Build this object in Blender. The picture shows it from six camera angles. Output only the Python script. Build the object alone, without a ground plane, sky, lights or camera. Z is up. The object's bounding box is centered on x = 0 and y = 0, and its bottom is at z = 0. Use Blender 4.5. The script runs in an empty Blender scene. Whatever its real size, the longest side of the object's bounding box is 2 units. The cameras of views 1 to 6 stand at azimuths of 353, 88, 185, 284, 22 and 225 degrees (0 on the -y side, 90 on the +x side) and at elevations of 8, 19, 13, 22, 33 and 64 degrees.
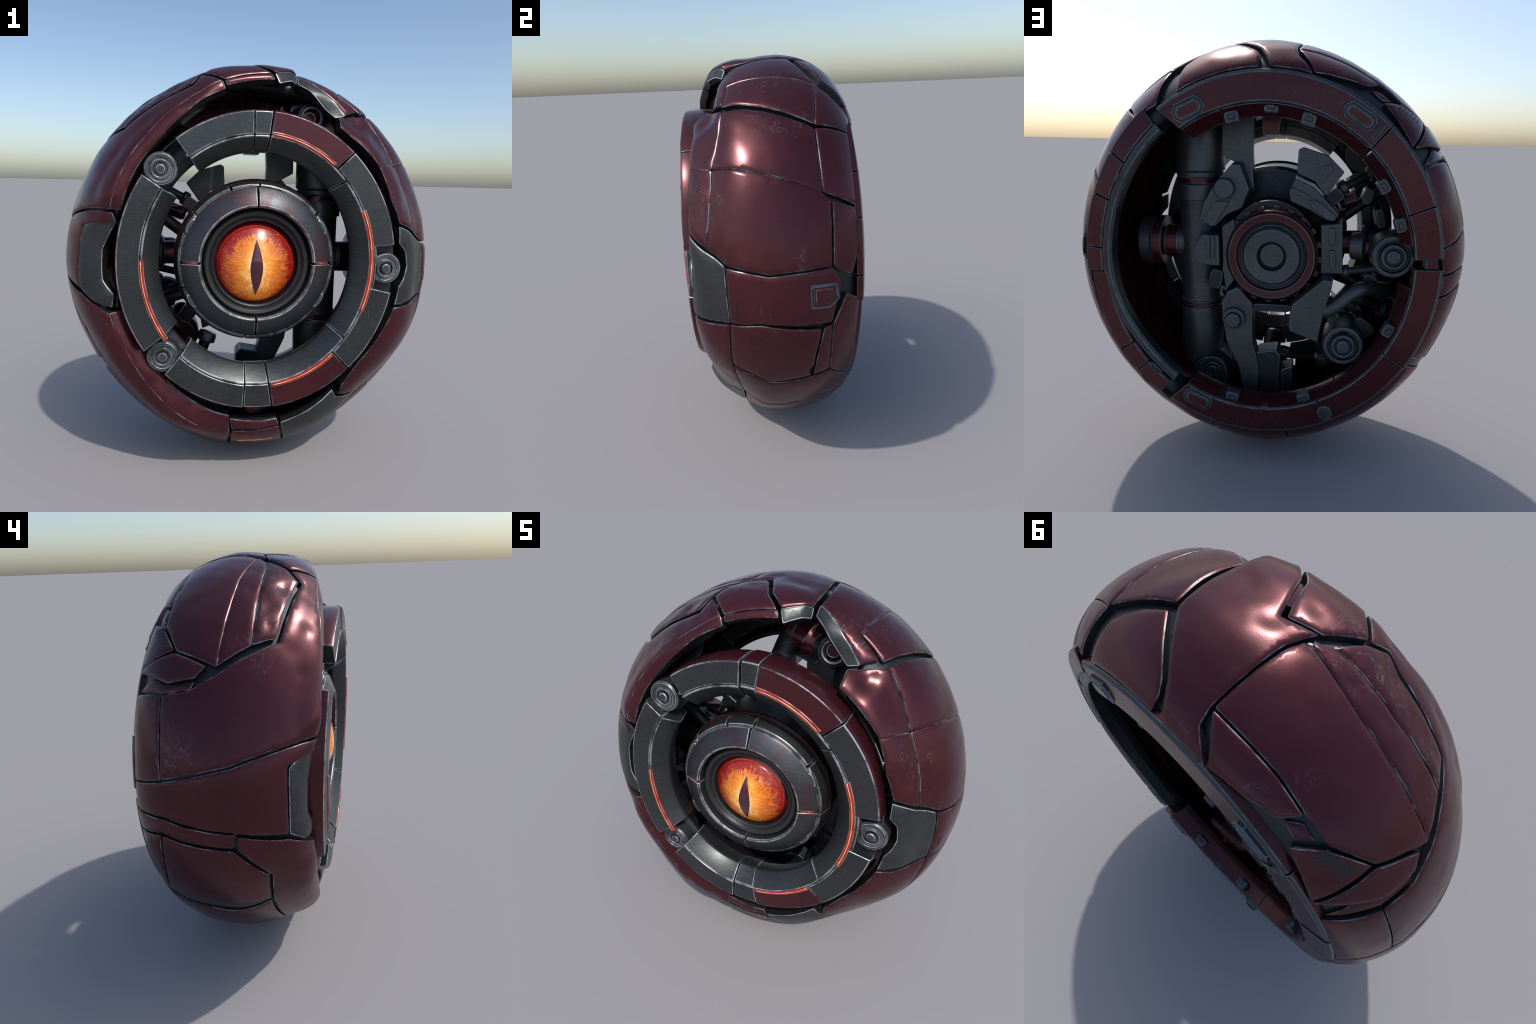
import bpy, bmesh, math, random
import numpy as np
from mathutils import Vector, noise
from mathutils.geometry import delaunay_2d_cdt

random.seed(7)
rad, cos, sin, pi = math.radians, math.cos, math.sin, math.pi
COL = bpy.context.scene.collection

# ------------------------------------------------------------------ frame
# The armour is a fat tyre standing in the xz plane, squeezed to SQ along x.
# theta runs round the wheel (0 = +x, 90 = up); phi runs round the section, seen
# from a pivot circle of radius MAJ (negative = front, -y; positive = back, +y).
# The section is a quarter ellipse in front and a tighter one behind, whose flat
# end carries the rear flange.
CX, CY, CZ, MAJ, MIN, SQ = 0.0, 0.060, 1.019, 0.620, 0.39, 0.95
FRONT_E, BACK_E = (.66, .319, .44), (.740, .239, .348)   # centre radius, radial, axial half-axes


def smooth(t):
    t = min(1.0, max(0.0, t))
    return t * t * (3 - 2 * t)


def lift(th, ph):
    """local departures from the smooth tyre: crown plates stand proud along their
    front edge, the right shoulder is tucked in, a skid bulges at the very bottom"""
    th = (th + 60) % 360 - 60
    tr = th if th < 150 else th - 360
    mid = math.exp(-((ph + 54) / 12) ** 2)
    h = .028 * smooth((-12 - ph) / 30) * smooth((th - 77) / 3) * (1 - smooth((th - 103) / 14))          # crown plates
    h -= .026 * mid * smooth((tr + 20) / 15) * (1 - smooth((tr - 66) / 8))                               # right shoulder, hollow
    h -= .012 * smooth((-45 - ph) / 10) * smooth((th - 50) / 6) * (1 - smooth((th - 74) / 4))
    h -= .046 * smooth((-16 - ph) / 30) * math.exp(-((tr + 47) / 17) ** 2)                               # lower right, tucked in
    h += .026 * smooth((-55 - ph) / 14) * smooth((th - 102) / 10) * (1 - smooth((th - 152) / 10))        # left rim, thrust forward
    h -= .022 * math.exp(-((ph + 42) / 14) ** 2) * math.exp(-((th - 218) / 22) ** 2)
    h -= .011 * math.exp(-((th - 214) / 20) ** 2 - (ph / 35) ** 2)
    h += .014 * math.exp(-((ph + 58) / 12) ** 2) * (math.exp(-((th - 122) / 14) ** 2) + math.exp(-((th - 238) / 12) ** 2))
    h += .012 * math.exp(-((ph + 66) / 9) ** 2) * smooth((th - 196) / 10) * (1 - smooth((th - 245) / 10))
    h += .036 * math.exp(-((th - 270) / 19) ** 2 - (ph / 38) ** 2)                                       # skid underneath
    h += (.010 * math.exp(-(tr / 16) ** 2) + .010 * math.exp(-((th - 180) / 16) ** 2)) * math.exp(-(ph / 40) ** 2)
    h -= .014 * math.exp(-((th - 124) / 20) ** 2 - ((ph - 12) / 30) ** 2)
    for t0, p0, r, d in DENTS:
        q = 1 - math.hypot((tr - t0) if t0 < 90 else (th - t0), (ph - p0) * .6) / r
        if q > 0:
            h -= .75 * d * q * q * (1.6 - .6 * q)
    return h


# knocks in the plating: theta, phi, reach in degrees, depth
DENTS = [(47, -50, 5, .007), (39, -60, 4, .006), (55, -58, 4, .008), (33, -40, 4, .005), (29, -10, 3, .004), (31, -56, 4, .006), (22, -66, 4, .006),
         (116, -40, 5, .010), (126, -34, 5, .009), (104, -20, 3, .005), (101, -14, 3, .005), (121, -30, 4, .007), (131, -36, 4, .008), (111, -17, 4, .006),
         (93, -10, 5, .006), (97, -30, 4, .006), (110, -56, 5, .007), (128, -58, 4, .006), (137, -52, 5, .005), (142, -58, 4, .006), (120, -20, 3, .005),
         (84, -20, 5, .005), (70, -38, 4, .006), (-33, -50, 5, .006), (205, -60, 5, .005), (232, -60, 5, .005), (160, -30, 5, .004), (176, 0, 5, .004)]


def section(ph):
    c, s = cos(rad(ph)), sin(rad(ph))
    a, bp, by = BACK_E if s > 0 else FRONT_E
    o = MAJ - a
    A, B, C = c * c / bp ** 2 + s * s / by ** 2, 2 * o * c / bp ** 2, o * o / bp ** 2 - 1
    D = B * B - 4 * A * C
    r = (-B + math.sqrt(D)) / (2 * A) if D > 0 else 0
    return r if D > 0 and o + r * c > 0 else by / abs(s)


def tyre(th, ph, off=0.0):
    b = section(ph) + off + lift(th, ph)
    t, p = rad(th), rad(ph)
    rho = MAJ + b * cos(p)
    return Vector((CX + SQ * rho * cos(t), CY + b * sin(p), CZ + rho * sin(t)))


# ------------------------------------------------------------------ materials
class N:
    def __init__(self, name):
        self.m = bpy.data.materials.new(name)
        self.m.use_nodes = True
        self.t = self.m.node_tree
        self.b = self.t.nodes['Principled BSDF']
        self.tc = self.t.nodes.new('ShaderNodeTexCoord').outputs['Object']

    def node(self, kind, **kw):
        n = self.t.nodes.new(kind)
        for k, v in kw.items():
            if k in n.inputs:
                self.put(n.inputs[k], v)
            else:
                setattr(n, k, v)
        return n

    def put(self, sock, v):
        if isinstance(v, bpy.types.NodeSocket):
            self.t.links.new(v, sock)
        else:
            sock.default_value = v

    def noise(self, scale, detail=4, rough=.55, vec=None, dist=0.0):
        n = self.node('ShaderNodeTexNoise', Scale=scale, Detail=detail, Roughness=rough, Distortion=dist)
        self.t.links.new(vec if vec is not None else self.tc, n.inputs['Vector'])
        return n.outputs['Fac']

    def mapped(self, scale, rot=(0, 0, 0), src=None):
        n = self.node('ShaderNodeMapping')
        n.inputs['Scale'].default_value = scale
        n.inputs['Rotation'].default_value = rot
        self.t.links.new(src if src is not None else self.tc, n.inputs['Vector'])
        return n.outputs['Vector']

    def ramp(self, fac, stops, interp='LINEAR'):
        n = self.node('ShaderNodeValToRGB')
        n.color_ramp.interpolation = interp
        e = n.color_ramp.elements
        while len(e) < len(stops):
            e.new(.5)
        for el, (p, c) in zip(e, stops):
            el.position = p
            el.color = (c[0], c[1], c[2], 1) if hasattr(c, '__len__') else (c, c, c, 1)
        self.t.links.new(fac, n.inputs['Fac'])
        return n.outputs['Color']

    def mix(self, fac, a, b, blend='MIX'):
        n = self.node('ShaderNodeMix', data_type='RGBA', blend_type=blend)
        self.put(n.inputs[0], fac)
        for s, v in ((n.inputs[6], a), (n.inputs[7], b)):
            self.put(s, v if isinstance(v, bpy.types.NodeSocket) else (*v, 1))
        return n.outputs[2]

    def math(self, op, a, b=0.0, c=0.0, clamp=False):
        n = self.node('ShaderNodeMath', operation=op, use_clamp=clamp)
        for s, v in zip(n.inputs, (a, b, c)):
            self.put(s, v)
        return n.outputs[0]

    def bump(self, h, strength, dist):
        n = self.node('ShaderNodeBump', Strength=strength, Distance=dist)
        self.t.links.new(h, n.inputs['Height'])
        self.t.links.new(n.outputs[0], self.b.inputs['Normal'])

    def set(self, **kw):
        for k, v in kw.items():
            k = k.replace('_', ' ')
            if not isinstance(v, bpy.types.NodeSocket) and hasattr(v, '__len__') and len(v) == 3:
                v = (*v, 1)
            self.put(self.b.inputs[k], v)
        return self.m


RED_A, RED_B = (.058, .0125, .0165), (.088, .019, .0245)
BARE = (.22, .235, .25)


def make_red(name, a, b, chips=1.0):
    n = N(name)
    base = n.ramp(n.noise(2.6, 5, .6), [(.3, a), (.7, b)])
    blot = n.ramp(n.noise(38, 3, .7), [(.62, 0.0), (.8, .22)])
    base = n.mix(blot, base, (.05, .012, .013))
    # crackled scratches: thin bands of a warped noise, only inside scuffed patches
    vein = n.math('ABSOLUTE', n.math('SUBTRACT', n.noise(9, 6, .65, dist=1.2), .5))
    line = n.ramp(vein, [(0.0, 1.0), (.012, 0.0)])
    patch = n.ramp(n.noise(3.1, 2, .5), [(.54, 0.0), (.66, .62 * chips)])
    grain = n.ramp(n.noise(60, 2, .6), [(.4, .15), (.65, 1.0)])
    scuff = n.math('MULTIPLY', n.math('MULTIPLY', line, patch), grain)
    col = n.mix(scuff, base, BARE)
    for rot in ((.3, .8, .2), (1.1, .2, .9)):
        hair = n.noise(8, 3, .5, vec=n.mapped((26, 26, 1.1), rot))
        part = n.ramp(n.noise(4.3, 2, .5, vec=n.mapped((1, 1, 1), rot)), [(.52, 0.0), (.66, .45 * chips)])
        col = n.mix(n.math('MULTIPLY', n.ramp(hair, [(.71, 0.0), (.74, 1.0)]), part), col, (.16, .13, .15))
    r = n.ramp(n.noise(7, 5, .65), [(.3, .20), (.75, .33)])
    n.bump(n.noise(220, 2, .5), .06, .002)
    return n.set(Base_Color=col, Metallic=.55, Roughness=r)


def make_grey(name, a, b, rough=(.32, .5), red=0.0, metal=.7):
    n = N(name)
    base = n.ramp(n.noise(5, 5, .65), [(.3, a), (.75, b)])
    brush = n.noise(30, 3, .6, vec=n.mapped((1, .4, 9), (0, .5, 0)))
    base = n.mix(n.ramp(brush, [(.45, 0.0), (.8, .35)]), base, tuple(min(1, 1.9 * c) for c in b))
    if red:
        base = n.mix(n.ramp(n.noise(4.5, 5, .7), [(.5, 0.0), (.68, red)]), base, (.10, .022, .024))
    sc = n.noise(14, 3, .5, vec=n.mapped((12, 12, .8), (.4, .9, .3)))
    base = n.mix(n.ramp(sc, [(.69, 0.0), (.73, .35)]), base, BARE)
    r = n.ramp(n.noise(9, 4, .6), [(.3, rough[0]), (.75, rough[1])])
    n.bump(brush, .05, .002)
    return n.set(Base_Color=base, Metallic=metal, Roughness=r)


def make_worn(name, under, lo, hi, bare=BARE):
    """painted edge, rubbed to bare metal in stretches"""
    n = N(name)
    base = n.ramp(n.noise(5, 3, .6), [(.3, tuple(.8 * c for c in under)), (.7, under)])
    w = n.ramp(n.noise(13, 5, .7), [(lo, 0.05), (hi, .95)])
    col = n.mix(w, base, bare)
    return n.set(Base_Color=col, Metallic=.6, Roughness=.36)


M = dict(
    red=make_red('dark_red_paint', RED_A, RED_B),
    redflat=make_red('dull_red_paint', (.060, .0125, .0145), (.082, .018, .020), .4),
    redin=make_red('inner_red_paint', (.04, .008, .010), (.062, .012, .014), .2),
    grey=make_grey('gunmetal', (.040, .043, .044), (.062, .067, .068), (.28, .46)),
    grey2=make_grey('stained_gunmetal', (.042, .046, .052), (.064, .070, .078), red=.75),
    dark=make_grey('dark_steel', (.022, .025, .028), (.042, .046, .05), (.35, .55)),
    steel=make_grey('cast_steel', (.06, .066, .072), (.09, .098, .106), (.35, .5)),
    black=make_grey('black_rubber', (.010, .0105, .011), (.018, .0185, .019), (.35, .5), metal=0.0),
    wred=make_worn('worn_red_edge', (.075, .018, .023), .46, .62),
    wgrey=make_worn('worn_steel_edge', (.085, .09, .093), .40, .56, (.42, .43, .44)),
    wback=make_worn('worn_blue_edge', (.06, .07, .08), .35, .55, (.11, .15, .18)),
)


def glow_material():
    n = N('glowing_strip')
    f = n.noise(18, 3, .6)
    col = n.ramp(f, [(.3, (.90, .14, .035)), (.66, (1.0, .55, .24))])
    n.set(Base_Color=col, Roughness=.35, Emission_Color=col, Emission_Strength=.12)
    return n.m


def glow_edge():
    n = N('glowing_strip_edge')
    col = n.ramp(n.noise(20, 3, .6), [(.3, (.22, .015, .012)), (.7, (.48, .05, .03))])
    return n.set(Base_Color=col, Roughness=.35, Metallic=.2)


M['glow'], M['glowedge'] = glow_material(), glow_edge()

# ------------------------------------------------------------------ building helpers
ROOT = bpy.data.objects.new('armoured_eye_wheel', None)
COL.objects.link(ROOT)
ROOT['label'] = 'dark red armoured mechanical wheel with a glowing slit-pupil eye'
ROOT['category'] = 'robot eye'


def add(name, me, parent=ROOT, mats=(), bevel=0.0, wear=None, segs=2, ang=32):
    ob = bpy.data.objects.new(name, me)
    COL.objects.link(ob)
    ob.parent = parent
    if not me.materials:
        for m in mats:
            me.materials.append(M[m] if isinstance(m, str) else m)
    if bevel:
        if wear and wear not in [m.name for m in me.materials]:
            me.materials.append(M[wear])
        b = ob.modifiers.new('bevel', 'BEVEL')
        b.width, b.segments, b.limit_method, b.angle_limit = bevel, segs, 'ANGLE', rad(ang)
        b.harden_normals = True
        if wear:
            b.material = len(me.materials) - 1
    return ob


def mesh(name, vs, fs, idx=None, flat=False):
    me = bpy.data.meshes.new(name)
    me.from_pydata([tuple(v) for v in vs], [], fs)
    me.polygons.foreach_set('use_smooth', [not flat] * len(me.polygons))
    if idx:
        me.polygons.foreach_set('material_index', idx)
    me.update()
    return me


def fix_normals(me):
    bm = bmesh.new()
    bm.from_mesh(me)
    bmesh.ops.recalc_face_normals(bm, faces=bm.faces)
    bm.to_mesh(me)
    bm.free()


# -- polygons in the plane ------------------------------------------------------
def area(p):
    return .5 * sum(p[i - 1][0] * p[i][1] - p[i][0] * p[i - 1][1] for i in range(len(p)))


def inset(p, gaps):
    """move every edge i (from p[i] to p[i+1]) inwards by gaps[i]; p runs anticlockwise"""
    n, out = len(p), []
    for i in range(n):
        a, b, c = (np.array(p[(i + k) % n], float) for k in (-1, 0, 1))
        d1, d2 = b - a, c - b
        d1 /= np.hypot(*d1)
        d2 /= np.hypot(*d2)
        n1, n2 = np.array((-d1[1], d1[0])), np.array((-d2[1], d2[0]))
        g1, g2 = gaps[i - 1], gaps[i]
        cr = d1[0] * d2[1] - d1[1] * d2[0]
        if abs(cr) < .15:
            q = b + (n1 * g1 + n2 * g2) / 2
        else:
            q = b + n1 * g1 + d1 * (((n2 * g2 - n1 * g1) @ n2) / (d1 @ n2))
        out.append(q)
    return out


def rounded(p, r, step):
    """round the corners with radius ~r and resample the sides at about step"""
    n, out = len(p), []
    for i in range(n):
        a, b, c = (np.array(p[(i + k) % n], float) for k in (-1, 0, 1))
        la, lc = np.hypot(*(a - b)), np.hypot(*(c - b))
        q, s = min(r, la * .4), min(r, lc * .4)
        u, v = b + (a - b) / la * q, b + (c - b) / lc * s
        out += [((1 - t) ** 2 * u + 2 * t * (1 - t) * b + t * t * v) for t in (0, .33, .67, 1)]
    res = []
    for i in range(len(out)):
        a, b = out[i], out[(i + 1) % len(out)]
        k = max(1, int(np.hypot(*(b - a)) / step))
        res += [a + (b - a) * j / k for j in range(k)]
    return res


def dist_to(pts, loop):
    a = np.array(loop)
    b = np.roll(a, -1, 0)
    ab = b - a
    ap = pts[:, None, :] - a[None]
    t = np.clip((ap * ab).sum(2) / (ab * ab).sum(1), 0, 1)
    return np.sqrt(((ap - t[..., None] * ab) ** 2).sum(2)).min(1)


def inside(pts, loop):
    a = np.array(loop)
    b = np.roll(a, -1, 0)
    x, y = pts[:, 0, None], pts[:, 1, None]
    c = (a[:, 1] > y) != (b[:, 1] > y)
    xi = (b[:, 0] - a[:, 0]) * (y - a[:, 1]) / (b[:, 1] - a[:, 1] + 1e-12) + a[:, 0]
    return (c & (x < xi)).sum(1) % 2 == 1


def sheet(loop, spacing, rings):
    """fill a closed loop with a fine triangle mesh; rings = inset distances of extra edge rows"""
    L = np.array(loop)
    lo, hi = L.min(0), L.max(0)
    gx, gy = np.meshgrid(np.arange(lo[0], hi[0], spacing), np.arange(lo[1], hi[1], spacing))
    gx[1::2] += spacing / 2
    g = np.stack([gx.ravel(), gy.ravel()], 1)
    g = g[inside(g, loop)]
    if len(g):
        g = g[dist_to(g, loop) > rings[-1] + spacing * .5]
    d = np.roll(L, -1, 0) - np.roll(L, 1, 0)
    d /= np.hypot(d[:, 0], d[:, 1])[:, None] + 1e-9
    nn = np.stack([-d[:, 1], d[:, 0]], 1)
    extra = []
    for r in rings:
        q = L + nn * r
        q = q[inside(q, loop)]
        extra.append(q[dist_to(q, loop) > r * .93])
    pts = np.concatenate([L] + extra + [g])
    n = len(L)
    v, e, f, *_ = delaunay_2d_cdt([Vector(p) for p in pts], [(i, (i + 1) % n) for i in range(n)], [], 1, 1e-6)
    return np.array([tuple(p) for p in v]), [tuple(t) for t in f]


def panel(poly, name='armour_panel', gap=.0022, gaps=None, mats=('red', 'wred', 'dark'), top=0.0, tops=None, thick=.04,
          bev=.004, pillow=.0015, corner=.008, spacing=.014, dent=.0022, surf=tyre, parent=ROOT, wavy=.0012):
    """a curved armour plate: polygon of (theta, phi) corners laid on the tyre, with a gap
    round it, a rolled edge, slightly sagging borders, dents, a side wall and an underside"""
    pm = sum(p[1] for p in poly) / len(poly)
    tm = sum(p[0] for p in poly) / len(poly)
    su, sv = rad(1) * (MAJ + MIN * cos(rad(pm))) * .97, rad(1) * MIN
    P = [((t - tm) * su, (f - pm) * sv) for t, f in poly]
    G = [gap if gaps is None else gaps.get(i, gap) for i in range(len(P))]
    if area(P) < 0:
        P = P[::-1]
        G = (G[::-1])[1:] + [G[::-1][0]]
    loop = rounded(inset(P, G), corner, .011)
    loop = [q + wavy * np.array((noise.noise(Vector((q[0] * 21, q[1] * 21, tm))),
                                 noise.noise(Vector((q[0] * 21, q[1] * 21, tm + 9))))) for q in loop]
    corners = np.array([((t - tm) * su, (f - pm) * sv) for t, f in poly])
    v2, tri = sheet(loop, spacing, (.0035, .0075))
    d = dist_to(v2, loop)
    vs, low = [], []
    base = np.full(len(v2), top)
    if tops is not None:      # slopes from the high rail of corners down to the low rail
        hi, lo = max(tops), min(tops)
        rail = [corners[[t == v for t in tops]] for v in (hi, lo)]
        dh, dl = (dist_to(v2, np.concatenate([r, r[-2:0:-1]])) for r in rail)
        base = lo + (hi - lo) * dl / (dh + dl + 1e-9)
    for (x, y), dd, top in zip(v2, d, base):
        th, ph = x / su + tm, y / sv + pm
        h = top - bev * (1 - smooth(dd / .007)) ** 1.0 - pillow * math.exp(-dd / .03)
        w = surf(th, ph)
        h += dent * noise.noise(w * 5.5) + dent * .6 * noise.noise(w * 13 + Vector((3, 1, 7)))
        vs.append(surf(th, ph, h))
        low.append(surf(th, ph, top - thick))
    nv = len(vs)
    edge = {}
    for a, b, c in tri:
        for e in ((a, b), (b, c), (c, a)):
            edge[e] = 1
    rim = [e for e in edge if (e[1], e[0]) not in edge]
    cen = d[np.array(tri)].mean(1)
    # theta x phi order of the surface map faces inwards, so flip
    a, b, c = tri[0]
    nrm = (vs[b] - vs[a]).cross(vs[c] - vs[a])
    out = nrm.dot(vs[a] - low[a]) > 0
    F = [t if out else t[::-1] for t in tri]
    idx = [1 if q < .0042 else 0 for q in cen]
    rimset = sorted({i for e in rim for i in e})
    # underside reuses the same triangles
    F += [tuple(i + nv for i in (t[::-1] if out else t)) for t in tri]
    idx += [2] * len(tri)
    for i, j in rim:
        q = (j, i, i + nv, j + nv)
        F.append(q if out else q[::-1])
        idx.append(2)
    me = mesh(name, vs + low, F, idx)
    rs = {frozenset(e) for e in rim} | {frozenset((i + nv, j + nv)) for i, j in rim}
    for e in me.edges:
        if frozenset(e.vertices) in rs:
            e.use_edge_sharp = True
    return add(name, me, parent, mats)


def band(name, prof, a0, a1, place, mats, face_mats=None, step=2.0, bevel=.004, wear='wgrey', skew=None, parent=ROOT,
         caps=True):
    """sweep a closed cross-section prof [(s, y)] round the axis from angle a0 to a1"""
    k = max(2, int(abs(a1 - a0) / step))
    n = len(prof)
    vs, fs, idx = [], [], []
    for i in range(k + 1):
        t = i / k
        for s, y in prof:
            s0, s1 = (skew(s) if skew else (0, 0))
            vs.append(place(s, y, (a0 + s0) * (1 - t) + (a1 + s1) * t))
    for i in range(k):
        for j in range(n):
            a, b = i * n + j, i * n + (j + 1) % n
            fs.append((a, b, b + n, a + n))
            idx.append(face_mats[j] if face_mats else 0)
    if caps:
        fs += [tuple(range(n))[::-1], tuple(range(k * n, k * n + n))]
        idx += [0, 0]
    me = mesh(name, vs, fs, idx)
    fix_normals(me)
    return add(name, me, parent, mats, bevel, wear)


def lathe(name, prof, c, axis=(0, -1, 0), mats=('steel',), face_mats=None, n=48, bevel=.003, wear='wgrey', parent=ROOT,
          flats=None):
    """solid of revolution: prof [(radius, height along axis)] from centre to centre"""
    ax = Vector(axis).normalized()
    u = ax.orthogonal().normalized()
    if abs(ax.y) > .9:
        u = Vector((1, 0, 0))
    w = ax.cross(u)
    c = Vector(c)
    n = flats or n
    vs, fs, idx = [], [], []
    for r, h in prof:
        for i in range(n):
            a = 2 * pi * i / n
            vs.append(c + ax * h + (u * cos(a) + w * sin(a)) * max(r, .0006))
    for j in range(len(prof) - 1):
        for i in range(n):
            fs.append((j * n + i, j * n + (i + 1) % n, (j + 1) * n + (i + 1) % n, (j + 1) * n + i))
            idx.append(face_mats[j] if face_mats else 0)
    m = len(prof) - 1
    fs += [tuple(range(n))[::-1], tuple(range(m * n, m * n + n))]
    idx += [0, 0]
    me = mesh(name, vs, fs, idx)
    fix_normals(me)
    return add(name, me, parent, mats, bevel, wear, ang=24 if not flats else 20)


def plate(name, poly, y0, y1, mats=('steel',), bevel=.006, wear='wback', parent=ROOT, taper=1.0):
    """a flat plate cut to an outline in the xz plane, from depth y0 to y1 (y1 may be tapered)"""
    n = len(poly)
    cx, cz = sum(p[0] for p in poly) / n, sum(p[1] for p in poly) / n
    vs = [(x, y0, z) for x, z in poly] + [(cx + (x - cx) * taper, y1, cz + (z - cz) * taper) for x, z in poly]
    fs = [tuple(range(n)), tuple(range(n, 2 * n))[::-1]] + [(i, (i + 1) % n, n + (i + 1) % n, n + i) for i in range(n)]
    me = mesh(name, vs, fs)
    fix_normals(me)
    return add(name, me, parent, mats, bevel, wear)


def tube(name, pts, r, mats=('steel',), parent=ROOT, n=20, sub=8, bevel=0):
    """round pipe through control points (Catmull-Rom)"""
    P = [Vector(p) for p in pts]
    P = [P[0] * 2 - P[1]] + P + [P[-1] * 2 - P[-2]]
    path = []
    for i in range(1, len(P) - 2):
        for k in range(sub):
            t = k / sub
            a, b, c, d = P[i - 1:i + 3]
            path.append(.5 * (2 * b + (c - a) * t + (2 * a - 5 * b + 4 * c - d) * t * t + (3 * b - a - 3 * c + d) * t ** 3))
    path.append(P[-2])
    vs, fs = [], []
    up = Vector((.3, .8, .5)).normalized()
    for i, p in enumerate(path):
        t = (path[min(i + 1, len(path) - 1)] - path[max(i - 1, 0)]).normalized()
        u = (up - t * up.dot(t)).normalized()
        w = t.cross(u)
        vs += [p + (u * cos(2 * pi * k / n) + w * sin(2 * pi * k / n)) * r for k in range(n)]
    for i in range(len(path) - 1):
        fs += [(i * n + k, i * n + (k + 1) % n, (i + 1) * n + (k + 1) % n, (i + 1) * n + k) for k in range(n)]
    m = len(path) - 1
    fs += [tuple(range(n))[::-1], tuple(range(m * n, m * n + n))]
    me = mesh(name, vs, fs)
    fix_normals(me)
    return add(name, me, parent, mats)


# ------------------------------------------------------------------ inner shell
def interp(x, table):
    for (a, u), (b, v) in zip(table, table[1:]):
        if a <= x <= b:
            return u + (v - u) * (x - a) / (b - a)
    return table[-1][1]


FRONT = [(-60, -64), (-50, -68), (-15, -73), (0, -70), (17, -71), (40, -65), (56, -60), (61, -44), (66, -22), (76, -4), (90, -6),
         (98, -18), (104, -40), (110, -60), (120, -68), (155, -71), (200, -71), (240, -68), (262, -60), (282, -60), (300, -64)]
BACK = [(-60, 58), (-52, 62), (51, 62), (56, 58), (140, 58), (300, 58)]


def inner_shell():
    n, k, ro, ri = 180, 26, -.026, -.12
    vs, fs, idx = [], [], []
    for i in range(n):
        th = -60 + 360 * i / n
        f, b = interp(th, FRONT), interp(th, BACK)
        row = [tyre(th, f + (b - f) * j / k, ro) for j in range(k + 1)]
        row += [tyre(th, b + (f - b) * j / k, ri) for j in range(k + 1)]
        vs += row
    m = 2 * (k + 1)
    for i in range(n):
        for j in range(m):
            a, b = i * m + j, i * m + (j + 1) % m
            c = ((i + 1) % n) * m
            fs.append((a, b, c + (j + 1) % m, c + j))
            idx.append(1 if k < j < m - 1 else 0)
    me = mesh('inner_shell', vs, fs, idx)
    fix_normals(me)
    add('inner_shell', me, ROOT, ('dark', 'redin'))


inner_shell()

# ------------------------------------------------------------------ armour panels
T = .0011   # hairline seam
W = .0042   # open joint
G3 = ('grey', 'wgrey', 'dark')
# crown and right shoulder
panel([(77.3, -31), (77.2, -8), (78.2, 11.6), (73.2, 15.8), (61, 28), (62.6, 2.1), (64.1, -36.3), (56.2, -42), (59.3, -52), (67.7, -43.4)],
      gaps={0: W, 1: W, 2: W, 3: W, 4: T, 5: T, 6: T, 7: .003, 8: .0006, 9: .0006}, thick=.03)
panel([(64.1, -36.3), (62.6, 2.1), (61, 28), (44.2, 21.7), (55, -41.6)], gap=.002, gaps={3: W}, top=.002)
panel([(61, 28), (53.6, 56), (46, 51.5), (44.2, 21.9)], gaps={0: W, 2: W, 3: T})
panel([(77.3, -31), (67.7, -43.4), (59.3, -52), (62.2, -57), (70.8, -49), (77.2, -39)], 'trim_plate', gap=.0006, mats=G3,
      tops=[-.004, -.004, -.004, -.028, -.028, -.028], thick=.03, pillow=.0, bev=.002)
panel([(58.8, -53.2), (53.3, -40.4), (35.9, -52.7), (39.5, -71), (60.3, -69.7), (61.8, -58)], gap=T, gaps={0: W, 5: W}, thick=.05, dent=.006)
panel([(53.3, -40.4), (43.6, 21.6), (25.8, 23.4), (35.9, -52.7)], gap=T, gaps={0: W})
panel([(43.6, 21.8), (46, 51.5), (40.4, 51.5), (23, 51.5), (25.8, 23.4)], gap=.0022, gaps={0: W})
panel([(40.5, -71), (35.9, -52.7), (12.9, -59.8), (18.2, -75.5), (28, -76)], gap=T, gaps={2: W, 3: .003}, thick=.05, dent=.005)
panel([(35.9, -52.7), (25.8, 23.4), (23.8, 29.2), (7.6, 27.8), (6.4, -14.5), (8.6, -44.6), (12.9, -59.8)], gap=T,
      gaps={2: .003, 3: W, 4: W, 5: W})
panel([(23.8, 29.6), (22.6, 51.5), (11, 51.5), (4.3, 43.7), (6, 32.8), (7.6, 28)], gaps={4: W, 5: .003})
panel([(18, -76.4), (12.6, -62), (8.4, -45), (-8.2, -43.4), (-11.2, -71.9), (-12.8, -79.3), (-5.4, -79.2), (-2.4, -76), (2.3, -73.5),
       (8, -74.3), (11.5, -78.7)], 'trim_plate', gap=.002, mats=G3, thick=.055, corner=.006)
panel([(8.2, -44.6), (6.2, -14.6), (7.4, 27.8), (3.2, 34.5), (-7.6, 27.7), (-6.5, -20.9), (-8, -43.4)], gap=.0025, gaps={1: .003, 2: W, 3: W})
panel([(-13.5, -79.2), (-8.4, -43.6), (-23, -43.5), (-45.5, -41.4), (-55, -70), (-52, -75), (-40, -80), (-26, -81)], gaps={0: .003}, thick=.05)
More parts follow.
